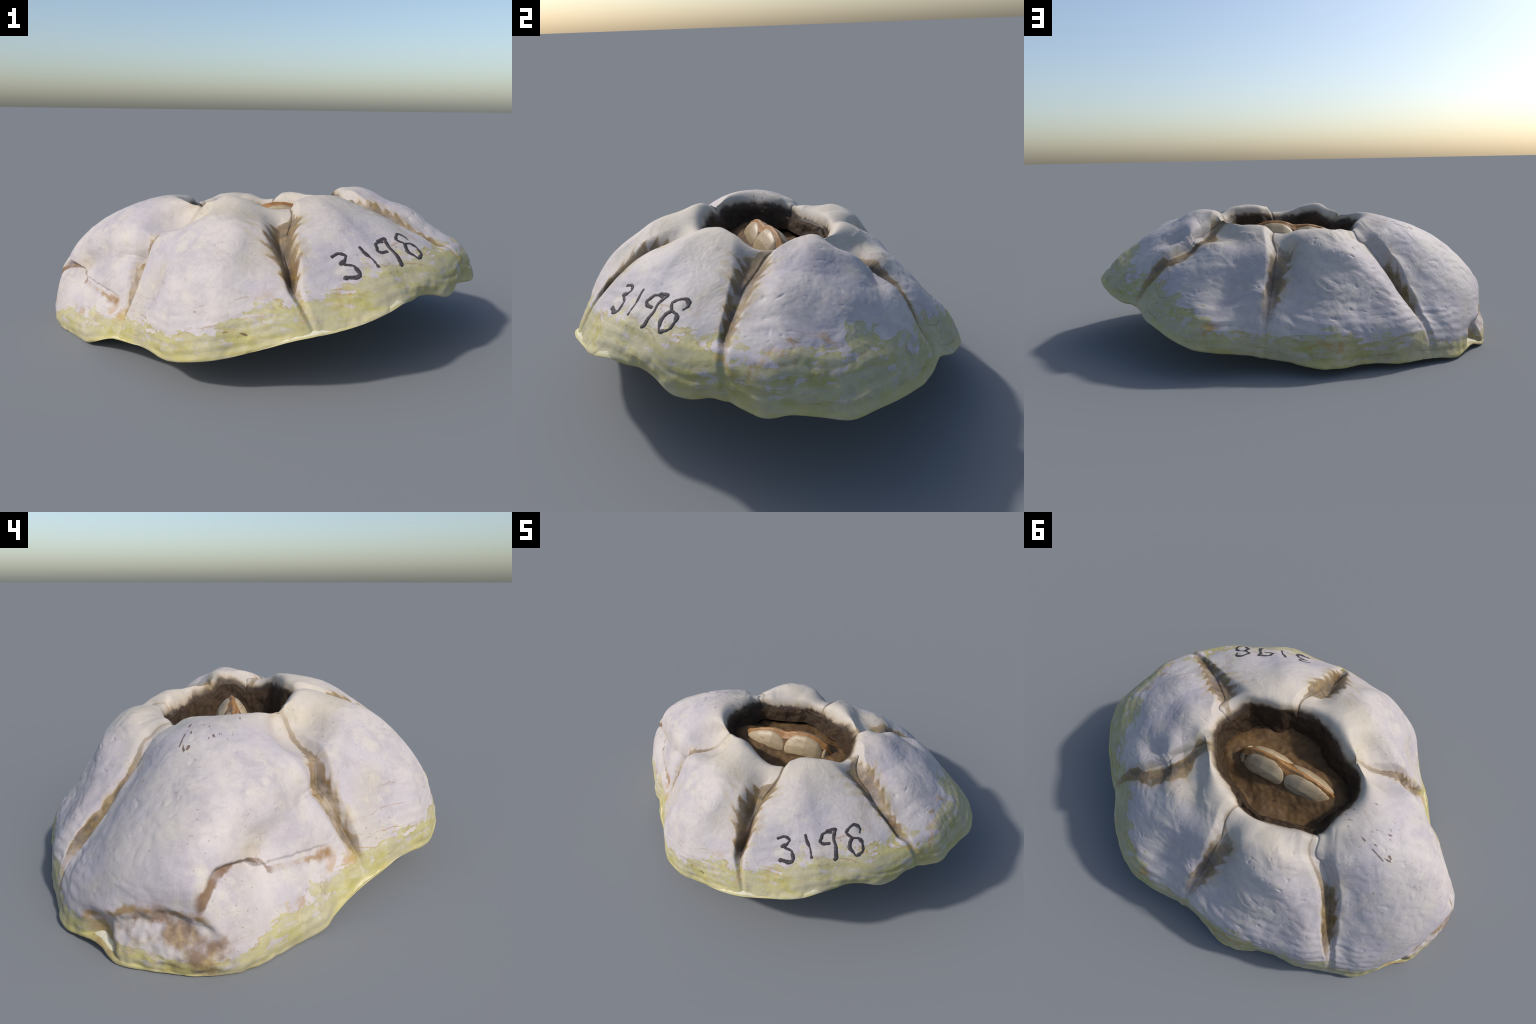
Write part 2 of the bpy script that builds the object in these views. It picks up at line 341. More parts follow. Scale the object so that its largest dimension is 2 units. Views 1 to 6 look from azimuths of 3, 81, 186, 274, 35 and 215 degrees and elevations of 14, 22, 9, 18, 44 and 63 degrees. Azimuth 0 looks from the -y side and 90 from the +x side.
# ------------------------------------------------------------------ materials
class Nodes:
    def __init__(self, name):
        self.mat = bpy.data.materials.new(name)
        self.mat.use_nodes = True
        self.nt = self.mat.node_tree
        self.nt.nodes.clear()
        self.out = self.nt.nodes.new("ShaderNodeOutputMaterial")
        self.bsdf = self.nt.nodes.new("ShaderNodeBsdfPrincipled")
        self.nt.links.new(self.bsdf.outputs[0], self.out.inputs[0])
        self.co = self.nt.nodes.new("ShaderNodeTexCoord").outputs["Object"]

    def put(self, sock, v):
        if isinstance(v, bpy.types.NodeSocket):
            self.nt.links.new(v, sock)
        elif v is not None:
            sock.default_value = v

    def m(self, op, a, b=None, c=None, clamp=False):
        n = self.nt.nodes.new("ShaderNodeMath")
        n.operation = op
        n.use_clamp = clamp
        for i, v in enumerate((a, b, c)):
            self.put(n.inputs[i], v)
        return n.outputs[0]

    def add(self, a, b): return self.m("ADD", a, b)
    def sub(self, a, b): return self.m("SUBTRACT", a, b)
    def mul(self, a, b): return self.m("MULTIPLY", a, b)
    def mx(self, a, b): return self.m("MAXIMUM", a, b)

    def step(self, x, lo, hi, a=0.0, b=1.0):
        n = self.nt.nodes.new("ShaderNodeMapRange")
        n.interpolation_type = "SMOOTHSTEP"
        for i, v in enumerate((x, lo, hi, a, b)):
            self.put(n.inputs[i], v)
        return n.outputs[0]

    def scale(self, v, s):
        n = self.nt.nodes.new("ShaderNodeMapping")
        self.put(n.inputs["Vector"], v)
        n.inputs["Scale"].default_value = s
        return n.outputs[0]

    def noise(self, scale, detail=3.0, rough=.55, vec=None, dist=0.0):
        n = self.nt.nodes.new("ShaderNodeTexNoise")
        self.put(n.inputs["Vector"], vec if vec is not None else self.co)
        n.inputs["Scale"].default_value = scale
        n.inputs["Detail"].default_value = detail
        n.inputs["Roughness"].default_value = rough
        n.inputs["Distortion"].default_value = dist
        return n.outputs[0]

    def xyz(self, v):
        n = self.nt.nodes.new("ShaderNodeSeparateXYZ")
        self.put(n.inputs[0], v)
        return n.outputs

    def vec(self, x, y, z):
        n = self.nt.nodes.new("ShaderNodeCombineXYZ")
        for i, v in enumerate((x, y, z)):
            self.put(n.inputs[i], v)
        return n.outputs[0]

    def curve(self, x, pts, x0, x1):
        """piecewise curve y(x) with y in 0..1 after scaling by ymax"""
        n = self.nt.nodes.new("ShaderNodeFloatCurve")
        cm = n.mapping
        cm.use_clip = False
        c = cm.curves[0]
        ys = [p[1] for p in pts]
        lo, hi = min(ys), max(ys)
        hi = hi if hi > lo + 1e-6 else lo + 1
        P_ = [((p[0] - x0) / (x1 - x0), (p[1] - lo) / (hi - lo)) for p in pts]
        c.points[0].location = P_[0]
        c.points[1].location = P_[-1]
        for q in P_[1:-1]:
            c.points.new(*q)
        for q in c.points:
            q.handle_type = "AUTO_CLAMPED"
        cm.update()
        xx = self.m("MULTIPLY_ADD", x, 1 / (x1 - x0), -x0 / (x1 - x0))
        self.put(n.inputs["Value"], xx)
        return self.m("MULTIPLY_ADD", n.outputs[0], hi - lo, lo)

    def mix(self, fac, a, b, mode="MIX"):
        n = self.nt.nodes.new("ShaderNodeMix")
        n.data_type = "RGBA"
        n.blend_type = mode
        ins = [s for s in n.inputs if s.enabled] if False else n.inputs
        self.put(n.inputs["Factor"], fac)
        self.put(n.inputs[6], a if isinstance(a, bpy.types.NodeSocket) else (*a, 1))
        self.put(n.inputs[7], b if isinstance(b, bpy.types.NodeSocket) else (*b, 1))
        return n.outputs[2]

    def capsule(self, a, b):
        """distance from the shading point to the segment a-b"""
        a, b = np.array(a), np.array(b)
        d = b - a
        def vm(op, x, y=None, outp=0):
            n = self.nt.nodes.new("ShaderNodeVectorMath")
            n.operation = op
            self.put(n.inputs[0], x)
            if y is not None:
                if op == "SCALE":
                    self.put(n.inputs["Scale"], y)
                else:
                    self.put(n.inputs[1], y)
            return n.outputs["Value"] if outp else n.outputs[0]
        rel = vm("SUBTRACT", self.co, tuple(a))
        t = self.m("DIVIDE", vm("DOT_PRODUCT", rel, tuple(d), 1), float(d @ d) + 1e-9, clamp=True)
        pos = vm("SCALE", tuple(d), t)
        return vm("LENGTH", vm("SUBTRACT", rel, pos), None, 1)

    def bump(self, h, strength, dist):
        n = self.nt.nodes.new("ShaderNodeBump")
        n.inputs["Strength"].default_value = strength
        n.inputs["Distance"].default_value = dist
        self.put(n.inputs["Height"], h)
        self.nt.links.new(n.outputs[0], self.bsdf.inputs["Normal"])


def srgb(r, g, b):
    f = lambda c: (c / 255 / 12.92) if c <= 10 else ((c / 255 + .055) / 1.055) ** 2.4
    return (f(r), f(g), f(b))


# stain layout of the sutures over the horizontal distance rho from the axis:
# line azimuth, width on the ramp side, width on the step side, strength
STAIN = [
    dict(side=+1, line=[(.30, 25), (.40, 27), (.45, 34), (.54, 38.6), (.63, 39), (.70, 37), (.78, 35.8), (.86, 37.5)],
         ramp=[(.30, .03), (.38, .03), (.45, .07), (.55, .065), (.65, .045), (.74, .022), (.84, .005)],
         step=[(.30, .014), (.38, .016), (.45, .030), (.58, .026), (.70, .022), (.78, .016), (.86, .005)],
         power=[(.30, .55), (.42, .85), (.55, 1), (.70, 1), (.78, .7), (.85, .1)], tooth=.16, pitch=.05),
    dict(side=+1, line=[(.26, 81), (.35, 81), (.40, 85.5), (.45, 87), (.52, 86.8), (.62, 85.8), (.75, 86)],
         ramp=[(.26, .006), (.38, .010), (.42, .050), (.48, .078), (.56, .062), (.64, .038), (.70, .012)],
         step=[(.26, .004), (.40, .006), (.45, .018), (.55, .020), (.64, .018), (.70, .005)],
         power=[(.26, .4), (.40, .5), (.46, .8), (.58, .9), (.65, .5), (.71, .05)], tooth=.35, pitch=.045),
    dict(side=+1, line=[(.32, 152), (.38, 144), (.43, 141), (.50, 142.8), (.57, 144.2), (.65, 143), (.72, 141.6), (.79, 141.2), (.86, 142)],
         ramp=[(.32, .004), (.44, .006), (.50, .012), (.56, .045), (.64, .060), (.72, .048), (.78, .020), (.84, .006)],
         step=[(.32, .005), (.50, .006), (.58, .010), (.70, .014), (.80, .006), (.86, .003)],
         power=[(.32, .45), (.50, .6), (.58, .9), (.68, 1), (.76, 1), (.82, .4), (.86, .1)], tooth=.30, pitch=.05),
    dict(side=-1, line=[(.28, 216), (.34, 217.5), (.41, 217), (.46, 216.5), (.54, 216.5), (.60, 217), (.64, 218), (.67, 219.3), (.71, 221), (.76, 220.5)],
         ramp=[(.28, .006), (.40, .009), (.47, .016), (.53, .034), (.60, .044), (.66, .034), (.72, .010)],
         step=[(.28, .008), (.40, .010), (.50, .016), (.58, .024), (.64, .026), (.68, .018), (.74, .006)],
         power=[(.28, .5), (.45, .65), (.55, .9), (.63, 1), (.68, .8), (.72, .2)], tooth=.30, pitch=.035),
    dict(side=-1, line=[(.26, 297), (.36, 292.5), (.42, 288.6), (.49, 284), (.57, 281), (.64, 281.6), (.70, 281.2), (.75, 282.6), (.81, 286)],
         ramp=[(.26, .006), (.36, .010), (.39, .060), (.44, .100), (.50, .094), (.57, .080), (.64, .060), (.69, .036), (.73, .016), (.80, .006)],
         step=[(.26, .004), (.38, .010), (.43, .040), (.50, .050), (.60, .048), (.66, .036), (.71, .022), (.80, .008)],
         power=[(.26, .45), (.35, .5), (.40, .85), (.50, 1), (.67, 1), (.72, .6), (.77, .15)], tooth=.52, pitch=.046),
    dict(side=-1, line=[(.31, 360), (.40, 352), (.46, 349), (.55, 345), (.64, 342.5), (.74, 341.4), (.81, 341), (.88, 343)],
         ramp=[(.31, .010), (.40, .014), (.45, .090), (.50, .074), (.56, .058), (.64, .040), (.73, .022), (.82, .012), (.88, .006)],
         step=[(.31, .016), (.40, .024), (.46, .030), (.52, .062), (.60, .056), (.70, .040), (.78, .032), (.84, .022), (.89, .006)],
         power=[(.31, .7), (.42, .8), (.50, 1), (.70, 1), (.80, .75), (.86, .1)], tooth=.50, pitch=.046),
]
# height of the upper edge of the yellow-green skin above the base edge
BAND = [(0, .165), (6, .170), (21, .145), (33, .120), (49, .135), (67, .118), (76, .085), (84, .095), (97, .125), (109, .140), (122, .110), (133, .112), (145, .080), (160, .055), (172, .045), (180, .050), (190, .080), (200, .115), (212, .110), (225, .085), (244, .095), (260, .110), (270, .130), (280, .115), (300, .113), (315, .118), (328, .150), (336, .170), (346, .145), (360, .165)]


def shell_material():
    n = Nodes("barnacle_shell")
    x, y, z = n.xyz(n.co)
    yc = n.sub(y, CY)
    rho = n.m("SQRT", n.add(n.mul(x, x), n.mul(yc, yc)))
    ang = n.m("ARCTAN2", yc, x)
    deg = n.mul(n.m("MODULO", n.add(ang, TAU), TAU), 360 / TAU)        # 0..360

    big = n.noise(4, 3)
    mid = n.noise(13, 4, .6)
    fine = n.noise(55, 4, .6)
    grain = n.noise(210, 2, .6)
    # coordinates stretched round the shell: growth lines
    ringv = n.vec(n.mul(x, 6), n.mul(y, 6), n.mul(z, 42))
    streak = n.noise(1.0, 5, .62, ringv, .4)
    ringv2 = n.vec(n.mul(x, 14), n.mul(y, 14), n.mul(z, 60))
    streak2 = n.noise(1.0, 4, .6, ringv2, .3)

    # --- lime white, lavender to cream, with soft grey clouds
    col = n.mix(n.step(big, .36, .64), srgb(234, 225, 220), srgb(216, 208, 214))
    cloud = n.noise(6.5, 5, .62, None, .5)
    col = n.mix(n.mul(n.step(cloud, .46, .68), .65), col, srgb(198, 190, 195))
    col = n.mix(n.mul(n.step(mid, .50, .70), .60), col, srgb(240, 232, 216))
    col = n.mix(n.mul(n.step(fine, .54, .76), .30), col, srgb(200, 192, 194))
    # cream towards the aperture and on the sunken ramps
    top = n.step(n.add(rho, n.mul(n.sub(mid, .5), .26)), .58, .34)
    col = n.mix(n.mul(top, .55), col, srgb(232, 220, 194))
    yel = n.noise(3.2, 3, .5, None, .4)
    col = n.mix(n.mul(n.step(yel, .54, .70), .28), col, srgb(226, 214, 178))
    col = n.mix(n.mul(n.step(streak2, .55, .70), .25), col, srgb(192, 182, 178))
    # brushed pale streaks running down the plates
    brush = n.noise(1.0, 3, .6, n.vec(n.mul(x, 90), n.mul(y, 90), n.mul(z, 9)))
    col = n.mix(n.mul(n.step(brush, .52, .72), .22), col, srgb(244, 238, 236))
    # freckles
    spk = n.mul(n.step(n.noise(70, 2, .5), .66, .73), n.step(n.noise(6, 2), .48, .62))
    col = n.mix(n.mul(spk, .55), col, srgb(158, 130, 92))

    # --- yellow-green skin at the base
    zb = n.curve(deg, [(k * 5, v) for k, v in enumerate(BASE_Z)] + [(360, BASE_Z[0])], 0, 360)
    band = n.curve(deg, BAND, 0, 360)
    h = n.sub(z, zb)
    hq = n.m("DIVIDE", h, band)
    drip = n.noise(1.0, 3, .6, n.vec(n.mul(x, 34), n.mul(y, 34), n.mul(z, 7)))
    edge = n.add(n.mul(n.sub(streak, .5), 1.7), n.mul(n.sub(mid, .5), 1.1))
    edge = n.add(edge, n.mul(n.sub(drip, .5), .55))
    edge = n.add(edge, n.mul(n.sub(fine, .5), .35))
    lev = n.sub(n.add(1.0, edge), hq)
    green = n.step(lev, -.02, .07)
    holes = n.step(n.add(n.mul(streak2, .6), n.mul(n.noise(22, 4, .6), .4)), .535, .60)
    holes = n.mul(holes, n.step(hq, .02, .55))
    green = n.mul(green, n.m("MULTIPLY_ADD", holes, -.9, 1.0))
    thin = n.step(n.add(n.mul(streak, .5), n.mul(cloud, .5)), .40, .60, .92, .55)
    green = n.mul(green, thin)
    gcol = n.mix(n.step(mid, .35, .68), srgb(194, 186, 98), srgb(212, 204, 124))
    gcol = n.mix(n.mul(n.step(streak2, .52, .68), .5), gcol, srgb(176, 158, 72))
    gcol = n.mix(n.mul(n.step(big, .45, .62), .22), gcol, srgb(206, 204, 154))
    gcol = n.mix(n.mul(n.step(hq, .30, .02), .6), gcol, srgb(236, 224, 142))
    col = n.mix(green, col, gcol)
    och = n.mul(n.step(n.noise(8, 4, .65, None, .6), .56, .66), n.step(n.m("ABSOLUTE", n.sub(hq, .8)), .75, .1))
    col = n.mix(n.mul(och, .60), col, srgb(206, 160, 76))
    # ochre edge lines of the skin
    eline = n.mul(n.step(n.m("ABSOLUTE", n.sub(lev, .05)), .10, .0), n.step(n.noise(9, 3), .50, .64))
    col = n.mix(n.mul(eline, .55), col, srgb(178, 140, 66))
    # ochre growth lines following the base
    gl = n.add(h, n.add(n.mul(n.sub(big, .5), .10), n.mul(n.sub(fine, .5), .010)))
    gl = n.m("ABSOLUTE", n.sub(n.m("FRACT", n.m("DIVIDE", gl, .072)), .5))
    gl = n.mul(n.step(gl, .045, .0), n.step(n.noise(6, 3, .6), .52, .62))
    gl = n.mul(n.mul(gl, n.step(h, .30, .18)), n.step(n.m("ABSOLUTE", n.sub(deg, 185.0)), 25.0, 45.0, .25, 1.0))
    col = n.mix(n.mul(gl, .60), col, srgb(172, 136, 74))

    # --- stains in the sutures
    total = None
    for st in STAIN:
        c = n.curve(rho, st["line"], .25, .90)
        d = n.sub(deg, c)
        d = n.sub(n.m("MODULO", n.add(d, 540.0), 360.0), 180.0)
        v = n.mul(n.mul(d, st["side"] * math.pi / 180), rho)            # metres, >0 on the ramp
        v = n.add(v, n.mul(n.sub(fine, .5), .008))
        av = n.m("ABSOLUTE", v)
        isr = n.m("GREATER_THAN", v, 0.0)
        wr = n.curve(rho, st["ramp"], .25, .90)
        ws = n.curve(rho, st["step"], .25, .90)
        wid = n.add(n.mul(wr, isr), n.mul(ws, n.sub(1.0, isr)))
        # saw teeth leaning outwards
        ph = n.m("DIVIDE", n.add(n.add(rho, n.mul(av, .45)), n.mul(n.sub(n.noise(9, 2), .5), .05)), st["pitch"])
        saw = n.m("PINGPONG", ph, .5)
        wid = n.mul(wid, n.sub(1.0 + st["tooth"] * .25, n.mul(n.mul(saw, 2.0), st["tooth"])))
        wid = n.mul(wid, n.m("MULTIPLY_ADD", n.sub(mid, .5), .9, 1.0))
        k = n.m("DIVIDE", av, n.add(wid, .0008))
        k = n.add(k, n.mul(n.sub(fine, .5), .35))
        pw = n.mul(n.curve(rho, st["power"], .25, .90), n.mul(n.m("LESS_THAN", rho, .90), n.m("GREATER_THAN", rho, .24)))
        pw = n.mul(pw, n.step(n.noise(11, 3, .6), .30, .50, .55, 1.0))
        msk = n.mul(n.step(k, 1.12, .80), pw)
        deep = n.mul(msk, n.step(k, .95, .25))
        halo = n.mul(n.step(k, 2.3, .9), pw)
        total = (msk, deep, halo) if total is None else tuple(n.mx(p_, q_) for p_, q_ in zip(total, (msk, deep, halo)))
    msk, deep, halo = total
    col = n.mix(n.mul(halo, n.step(mid, .38, .66, .10, .50)), col, srgb(206, 180, 122))
    scol = n.mix(n.step(mid, .38, .64), srgb(142, 108, 44), srgb(160, 130, 66))
    scol = n.mix(n.mul(n.step(fine, .46, .66), .5), scol, srgb(116, 84, 34))
    scol = n.mix(n.mul(n.mul(deep, n.step(n.noise(15, 3), .36, .56)), .90), scol, srgb(66, 50, 27))
    scol = n.mix(n.mul(n.step(n.noise(34, 2), .60, .74), .35), scol, srgb(206, 178, 128))
    col = n.mix(n.mul(msk, n.step(cloud, .36, .66, .95, .70)), col, scol)
    # --- scar and break stains on the end plate
    def blot(a, b, r, c, amt, soft=.6, col=col):
        d = n.add(n.capsule(a, b), n.mul(n.sub(mid, .5), r * 1.6))
        d = n.add(d, n.mul(n.sub(fine, .5), r * .9))
        return n.mix(n.mul(n.step(d, r, r * (1 - soft)), amt), col, c)
    brown, ochre = srgb(122, 94, 66), srgb(176, 146, 96)
    e = n.sub(deg, 180.0)
    arc = n.curve(e, [(-1, .25), (0, .255), (1.5, .285), (3, .315), (5, .322), (8, .317), (11, .305), (13, .276), (20, .262), (34, .236)], -1, 34)
    da = n.add(n.add(n.sub(z, arc), .036), n.mul(n.sub(fine, .5), .020))
    on = n.mul(n.step(e, -1.2, .4), n.step(e, 14.5, 12.5))
    wdt = n.curve(e, [(-1, .03), (0, .035), (2, .026), (4, .016), (8, .010), (13, .008)], -1, 34)
    sc = n.mul(n.step(n.m("DIVIDE", n.m("ABSOLUTE", n.add(da, .004)), wdt), 1.1, .5), on)
    glow = n.mul(n.mul(n.step(da, .07, .0), n.step(da, -.02, .0)), n.mul(on, n.step(mid, .40, .62)))
    col = n.mix(n.mul(glow, .40), col, srgb(190, 160, 112))
    col = n.mix(n.mul(sc, n.step(mid, .36, .6, .55, .9)), col, srgb(136, 102, 68))
    seam = n.mul(n.step(n.m("ABSOLUTE", da), .012, .002), n.mul(n.step(e, 13, 15), n.step(e, 33, 30)))
    col = n.mix(n.mul(seam, n.step(n.noise(14, 3), .42, .58, .15, .75)), col, srgb(176, 138, 76))
    endb = n.mul(n.step(n.m("ABSOLUTE", da), .030, .006), n.mul(n.step(e, 25, 28), n.step(e, 34, 31)))
    col = n.mix(n.mul(endb, n.step(mid, .42, .6, .2, .8)), col, srgb(166, 124, 62))
    low = n.m("MULTIPLY_ADD", n.sub(streak, .5), .02, 0.0)
    d = n.add(n.capsule((-.97, .215, .10), (-.985, .03, .09)), n.mul(n.sub(mid, .5), .20))
    patch = n.mul(n.step(d, .11, .03), n.step(n.noise(10, 4, .6), .34, .54))
    col = n.mix(n.mul(patch, .85), col, n.mix(n.step(mid, .4, .6), srgb(146, 114, 78), srgb(204, 176, 112)))
    led = n.curve(e, [(-26, .11), (-24, .115), (-16, .158), (-10, .192), (-5, .190), (0, .190), (2, .170), (4, .13)], -26, 4)
    dl = n.add(n.add(n.sub(z, led), .010), n.mul(n.sub(fine, .5), .03))
    lm = n.mul(n.step(n.m("ABSOLUTE", n.add(dl, .004)), .020, .004), n.mul(n.step(e, -25, -22), n.step(e, 3, 0)))
    col = n.mix(n.mul(lm, n.step(mid, .38, .58, .25, .85)), col, srgb(174, 138, 78))
    foot = n.mul(n.mul(n.step(z, .14, .07), n.step(e, -25, -20)), n.step(e, -13, -17))
    col = n.mix(n.mul(foot, n.step(mid, .38, .60, .3, .85)), col, srgb(170, 140, 96))
    # reddish dashes near the top of the end plate
    rad = n.vec(n.mul(x, 22), n.mul(y, 60), n.mul(z, 30))
    dash = n.step(n.noise(1.0, 2, .5, rad), .655, .70)
    near = n.step(n.capsule((-.40, .03, .62), (-.60, .10, .56)), .13, .05)
    col = n.mix(n.mul(n.mul(dash, near), .85), col, srgb(112, 78, 58))
    col = blot((-.536, .136, .575), (-.599, .143, .552), .0045, srgb(104, 74, 58), .85, col=col)
    col = blot((-.455, .125, .605), (-.490, .130, .592), .006, srgb(104, 74, 58), .8, col=col)
    # short curved crack on the front plate and a drilled speck
    col = blot((-.110, -.752, .246), (-.060, -.762, .254), .004, srgb(150, 120, 76), .8, col=col)
    col = blot((-.060, -.762, .254), (-.018, -.760, .242), .006, srgb(112, 84, 60), .85, col=col)
    col = blot((.040, -.364, .563), (.044, -.364, .560), .007, srgb(74, 62, 44), .9, .5, col=col)

    # --- brown rim where the lining begins, at and under the lip
    lipr = n.curve(deg, [(a, float(lip_radius(a))) for a in range(0, 361, 12)], 0, 360)
    q = n.sub(n.add(rho, n.mul(n.sub(mid, .5), .03)), lipr)
    crest = n.curve(deg, [(k * 15, v) for k, v in enumerate(CREST_Z)] + [(360, CREST_Z[0])], 0, 360)
    dz = n.add(n.sub(z, crest), n.mul(n.sub(n.noise(20, 4, .65), .5), .06))
    rim = n.mul(n.step(dz, -.028, -.050), n.step(q, .030, .006))
    halo = n.mul(n.step(dz, -.006, -.040), n.step(q, .040, .012))
    col = n.mix(n.mul(halo, .50), col, srgb(176, 146, 92))
    col = n.mix(rim, col, n.mix(n.step(mid, .4, .62), srgb(58, 43, 28), srgb(84, 64, 42)))
    # powdery grain
    col = n.mix(n.mul(n.step(grain, .35, .75), .10), col, srgb(150, 142, 140))

    col = n.mix(1.0, col, (.60, .594, .594), "MULTIPLY")
    n.put(n.bsdf.inputs["Base Color"], col)
    n.bsdf.inputs["Roughness"].default_value = .62
    n.bsdf.inputs["Specular IOR Level"].default_value = .35
    hh = n.add(n.mul(fine, .6), n.mul(grain, .35))
    hh = n.add(hh, n.mul(streak2, .5))
    n.bump(hh, .16, .006)
    return n.mat


def simple_material(name, c1, c2, c3, scale, rough=.6, spec=.4, bump=.3, dist=.008, stretch=(1, 1, 1)):
    n = Nodes(name)
    v = n.scale(n.co, stretch)
    a = n.noise(scale, 4, .6, v, .3)
    b = n.noise(scale * 3.7, 4, .65, v)
    col = n.mix(n.step(a, .36, .64), c1, c2)
    col = n.mix(n.mul(n.step(b, .48, .70), .7), col, c3)
    n.put(n.bsdf.inputs["Base Color"], col)
    n.bsdf.inputs["Roughness"].default_value = rough
    n.bsdf.inputs["Specular IOR Level"].default_value = spec
    n.bump(n.add(a, n.mul(b, .6)), bump, dist)
    return n.mat


M_SHELL = shell_material()
M_LINING = simple_material("dark_lining", srgb(48, 36, 24), srgb(62, 46, 30), srgb(32, 25, 18), 16, .75, .25, .5, .012)
M_MEMB = simple_material("brown_membrane", srgb(84, 63, 40), srgb(102, 78, 48), srgb(68, 49, 31), 11, .7, .3, .4, .008)  # floor brown darkened toward the shading baked into the aperture
M_RIDGE = simple_material("tan_hinge_skin", srgb(140, 98, 52), srgb(156, 114, 66), srgb(104, 70, 38), 18, .5, .45, .3, .006, (.5, 2, 1))
M_VALVE = simple_material("ivory_valve", srgb(158, 139, 110), srgb(170, 152, 122), srgb(128, 106, 78), 9, .45, .5, .15, .004, (.6, 1, 2))
M_UNDER = simple_material("chalky_underside", srgb(196, 190, 150), srgb(206, 200, 180), srgb(160, 146, 104), 9, .8, .2, .5, .01)
M_INK = simple_material("black_ink", srgb(58, 54, 57), srgb(72, 67, 70), srgb(46, 43, 46), 60, .7, .2, .1, .002)

# ------------------------------------------------------------------ the thing
root = bpy.data.objects.new("barnacle", None)
root.empty_display_size = .2
COL.objects.link(root)
root["label"] = "dried white barnacle shell with six plates and inked number"
root["category"] = "barnacle"

# whole body once, for its vertex normals and for draping the ink
whole = grid_mesh("whole", P, closed_u=True)
vn = np.zeros(NCOL * NROW * 3, dtype=np.float32)
whole.vertices.foreach_get("normal", vn)
vn = vn.reshape(NCOL, NROW, 3)
want = np.array([math.cos(PH[10, 200]), math.sin(PH[10, 200]), .5])
FLIP = bool(vn[10, 200] @ want < 0)
if FLIP:
    vn = -vn
bpy.data.meshes.remove(whole)


def cut(name, cols, r0, r1, mat, parent=root, closed=False):
    V = P[cols, r0:r1]
    me = grid_mesh(name, V, closed_u=closed, flip=FLIP)
    me.normals_split_custom_set_from_vertices(np.ascontiguousarray(vn[cols, r0:r1]).reshape(-1, 3).tolist())
    return add_object(name, me, parent, mat)


plates = []
c0 = 0
for p, ncol in enumerate(COLS):
    cols = np.arange(c0, c0 + ncol + 1) % NCOL
    plates.append(cut("wall_plate", cols, I_LIP, I_BASE + 8, M_SHELL))
    c0 += ncol
allc = np.arange(NCOL)
cut("cavity_lining", allc, 0, I_LIP + 1, M_LINING, closed=True)
cut("underside", allc, I_BASE + 7, NROW, M_UNDER, closed=True)

# ------------------------------------------------------------------ membrane floor
AXIS_E, AXIS_B = np.array([-.275, .001]), np.array([.240, .079])
AX = AXIS_B - AXIS_E
AXL = np.linalg.norm(AX)
AXU = AX / AXL
AXN = np.array([-AXU[1], AXU[0]])              # towards the back (+y)


def ridge_top(a):                              # a 0 (end plate) .. 1
    return np.interp(a, [0, .06, .18, .34, .47, .52, .60, .72, .84, .93, 1], [.470, .515, .543, .566, .563, .570, .584, .588, .574, .545, .480])


def floor_z(x, y):
    rel = np.stack([x, y], -1) - AXIS_E
    a = rel @ AXU / AXL
    d = np.abs(rel @ AXN)
    end = np.maximum(np.maximum(-a, a - 1), 0) * AXL
    dd = np.hypot(d, end)
    return .472 - .038 * smooth((rel @ AXN - .05) / .13) + .02 * np.exp(-(dd / .09) ** 2) - .012 * np.exp(-((dd - .13) / .05) ** 2)


k = 60
g = np.linspace(1.04, 0, k)[None, :, None]
ringp = P[::4, 6, :2][:, None]
cen = np.array([0, CY])
XY = cen + (ringp - cen) * g
ZF = floor_z(XY[..., 0], XY[..., 1])
V = np.concatenate([XY, ZF[..., None]], -1)
V[..., 2] += perlin(V, 12, 71) * .010 + perlin(V, 40, 72) * .003
me = grid_mesh("opercular_membrane", V, closed_u=True)
add_object("opercular_membrane", me, root, M_MEMB)


# ------------------------------------------------------------------ hinge ridge and valves
def flank(a, s, side, lift=0.0):
    """point on the flank of the ridge: a along the axis, s down from the top (m)"""
    top = ridge_top(a)
    endf = np.sqrt(np.clip(1 - (np.abs(a - .5) * 2) ** 4, 0, 1))
    w = np.interp(s, [0, .004, .014, .030, .060, .100, .150], [.0, .006, .013, .027, .050, .070, .082]) * (.30 + .70 * endf)
    c = AXIS_E + AX * np.asarray(a)[..., None]
    xy = c + AXN * (side * (w + lift * .85))[..., None]
    return np.concatenate([xy, (top - s + lift * .5)[..., None]], -1)


na, ns = 120, 40
aa = np.linspace(0, 1, na)
ss = np.concatenate([-np.linspace(.15, .0, ns), np.linspace(0, .15, ns)[1:]])
A2, S2 = np.meshgrid(aa, ss, indexing="ij")
V = flank(A2, np.abs(S2), np.sign(S2))
V += perlin(V, 30, 81)[..., None] * np.array([0, .6, 1]) * .004
h0, h1 = ns - 9, ns + 8
add_object("hinge_strip", grid_mesh("hinge_strip", V[:, h0:h1]), root, M_RIDGE)
add_object("hinge_flank", grid_mesh("hinge_flank", V[:, :h0 + 1]), root, M_MEMB)
add_object("hinge_flank", grid_mesh("hinge_flank", V[:, h1 - 1:]), root, M_MEMB)


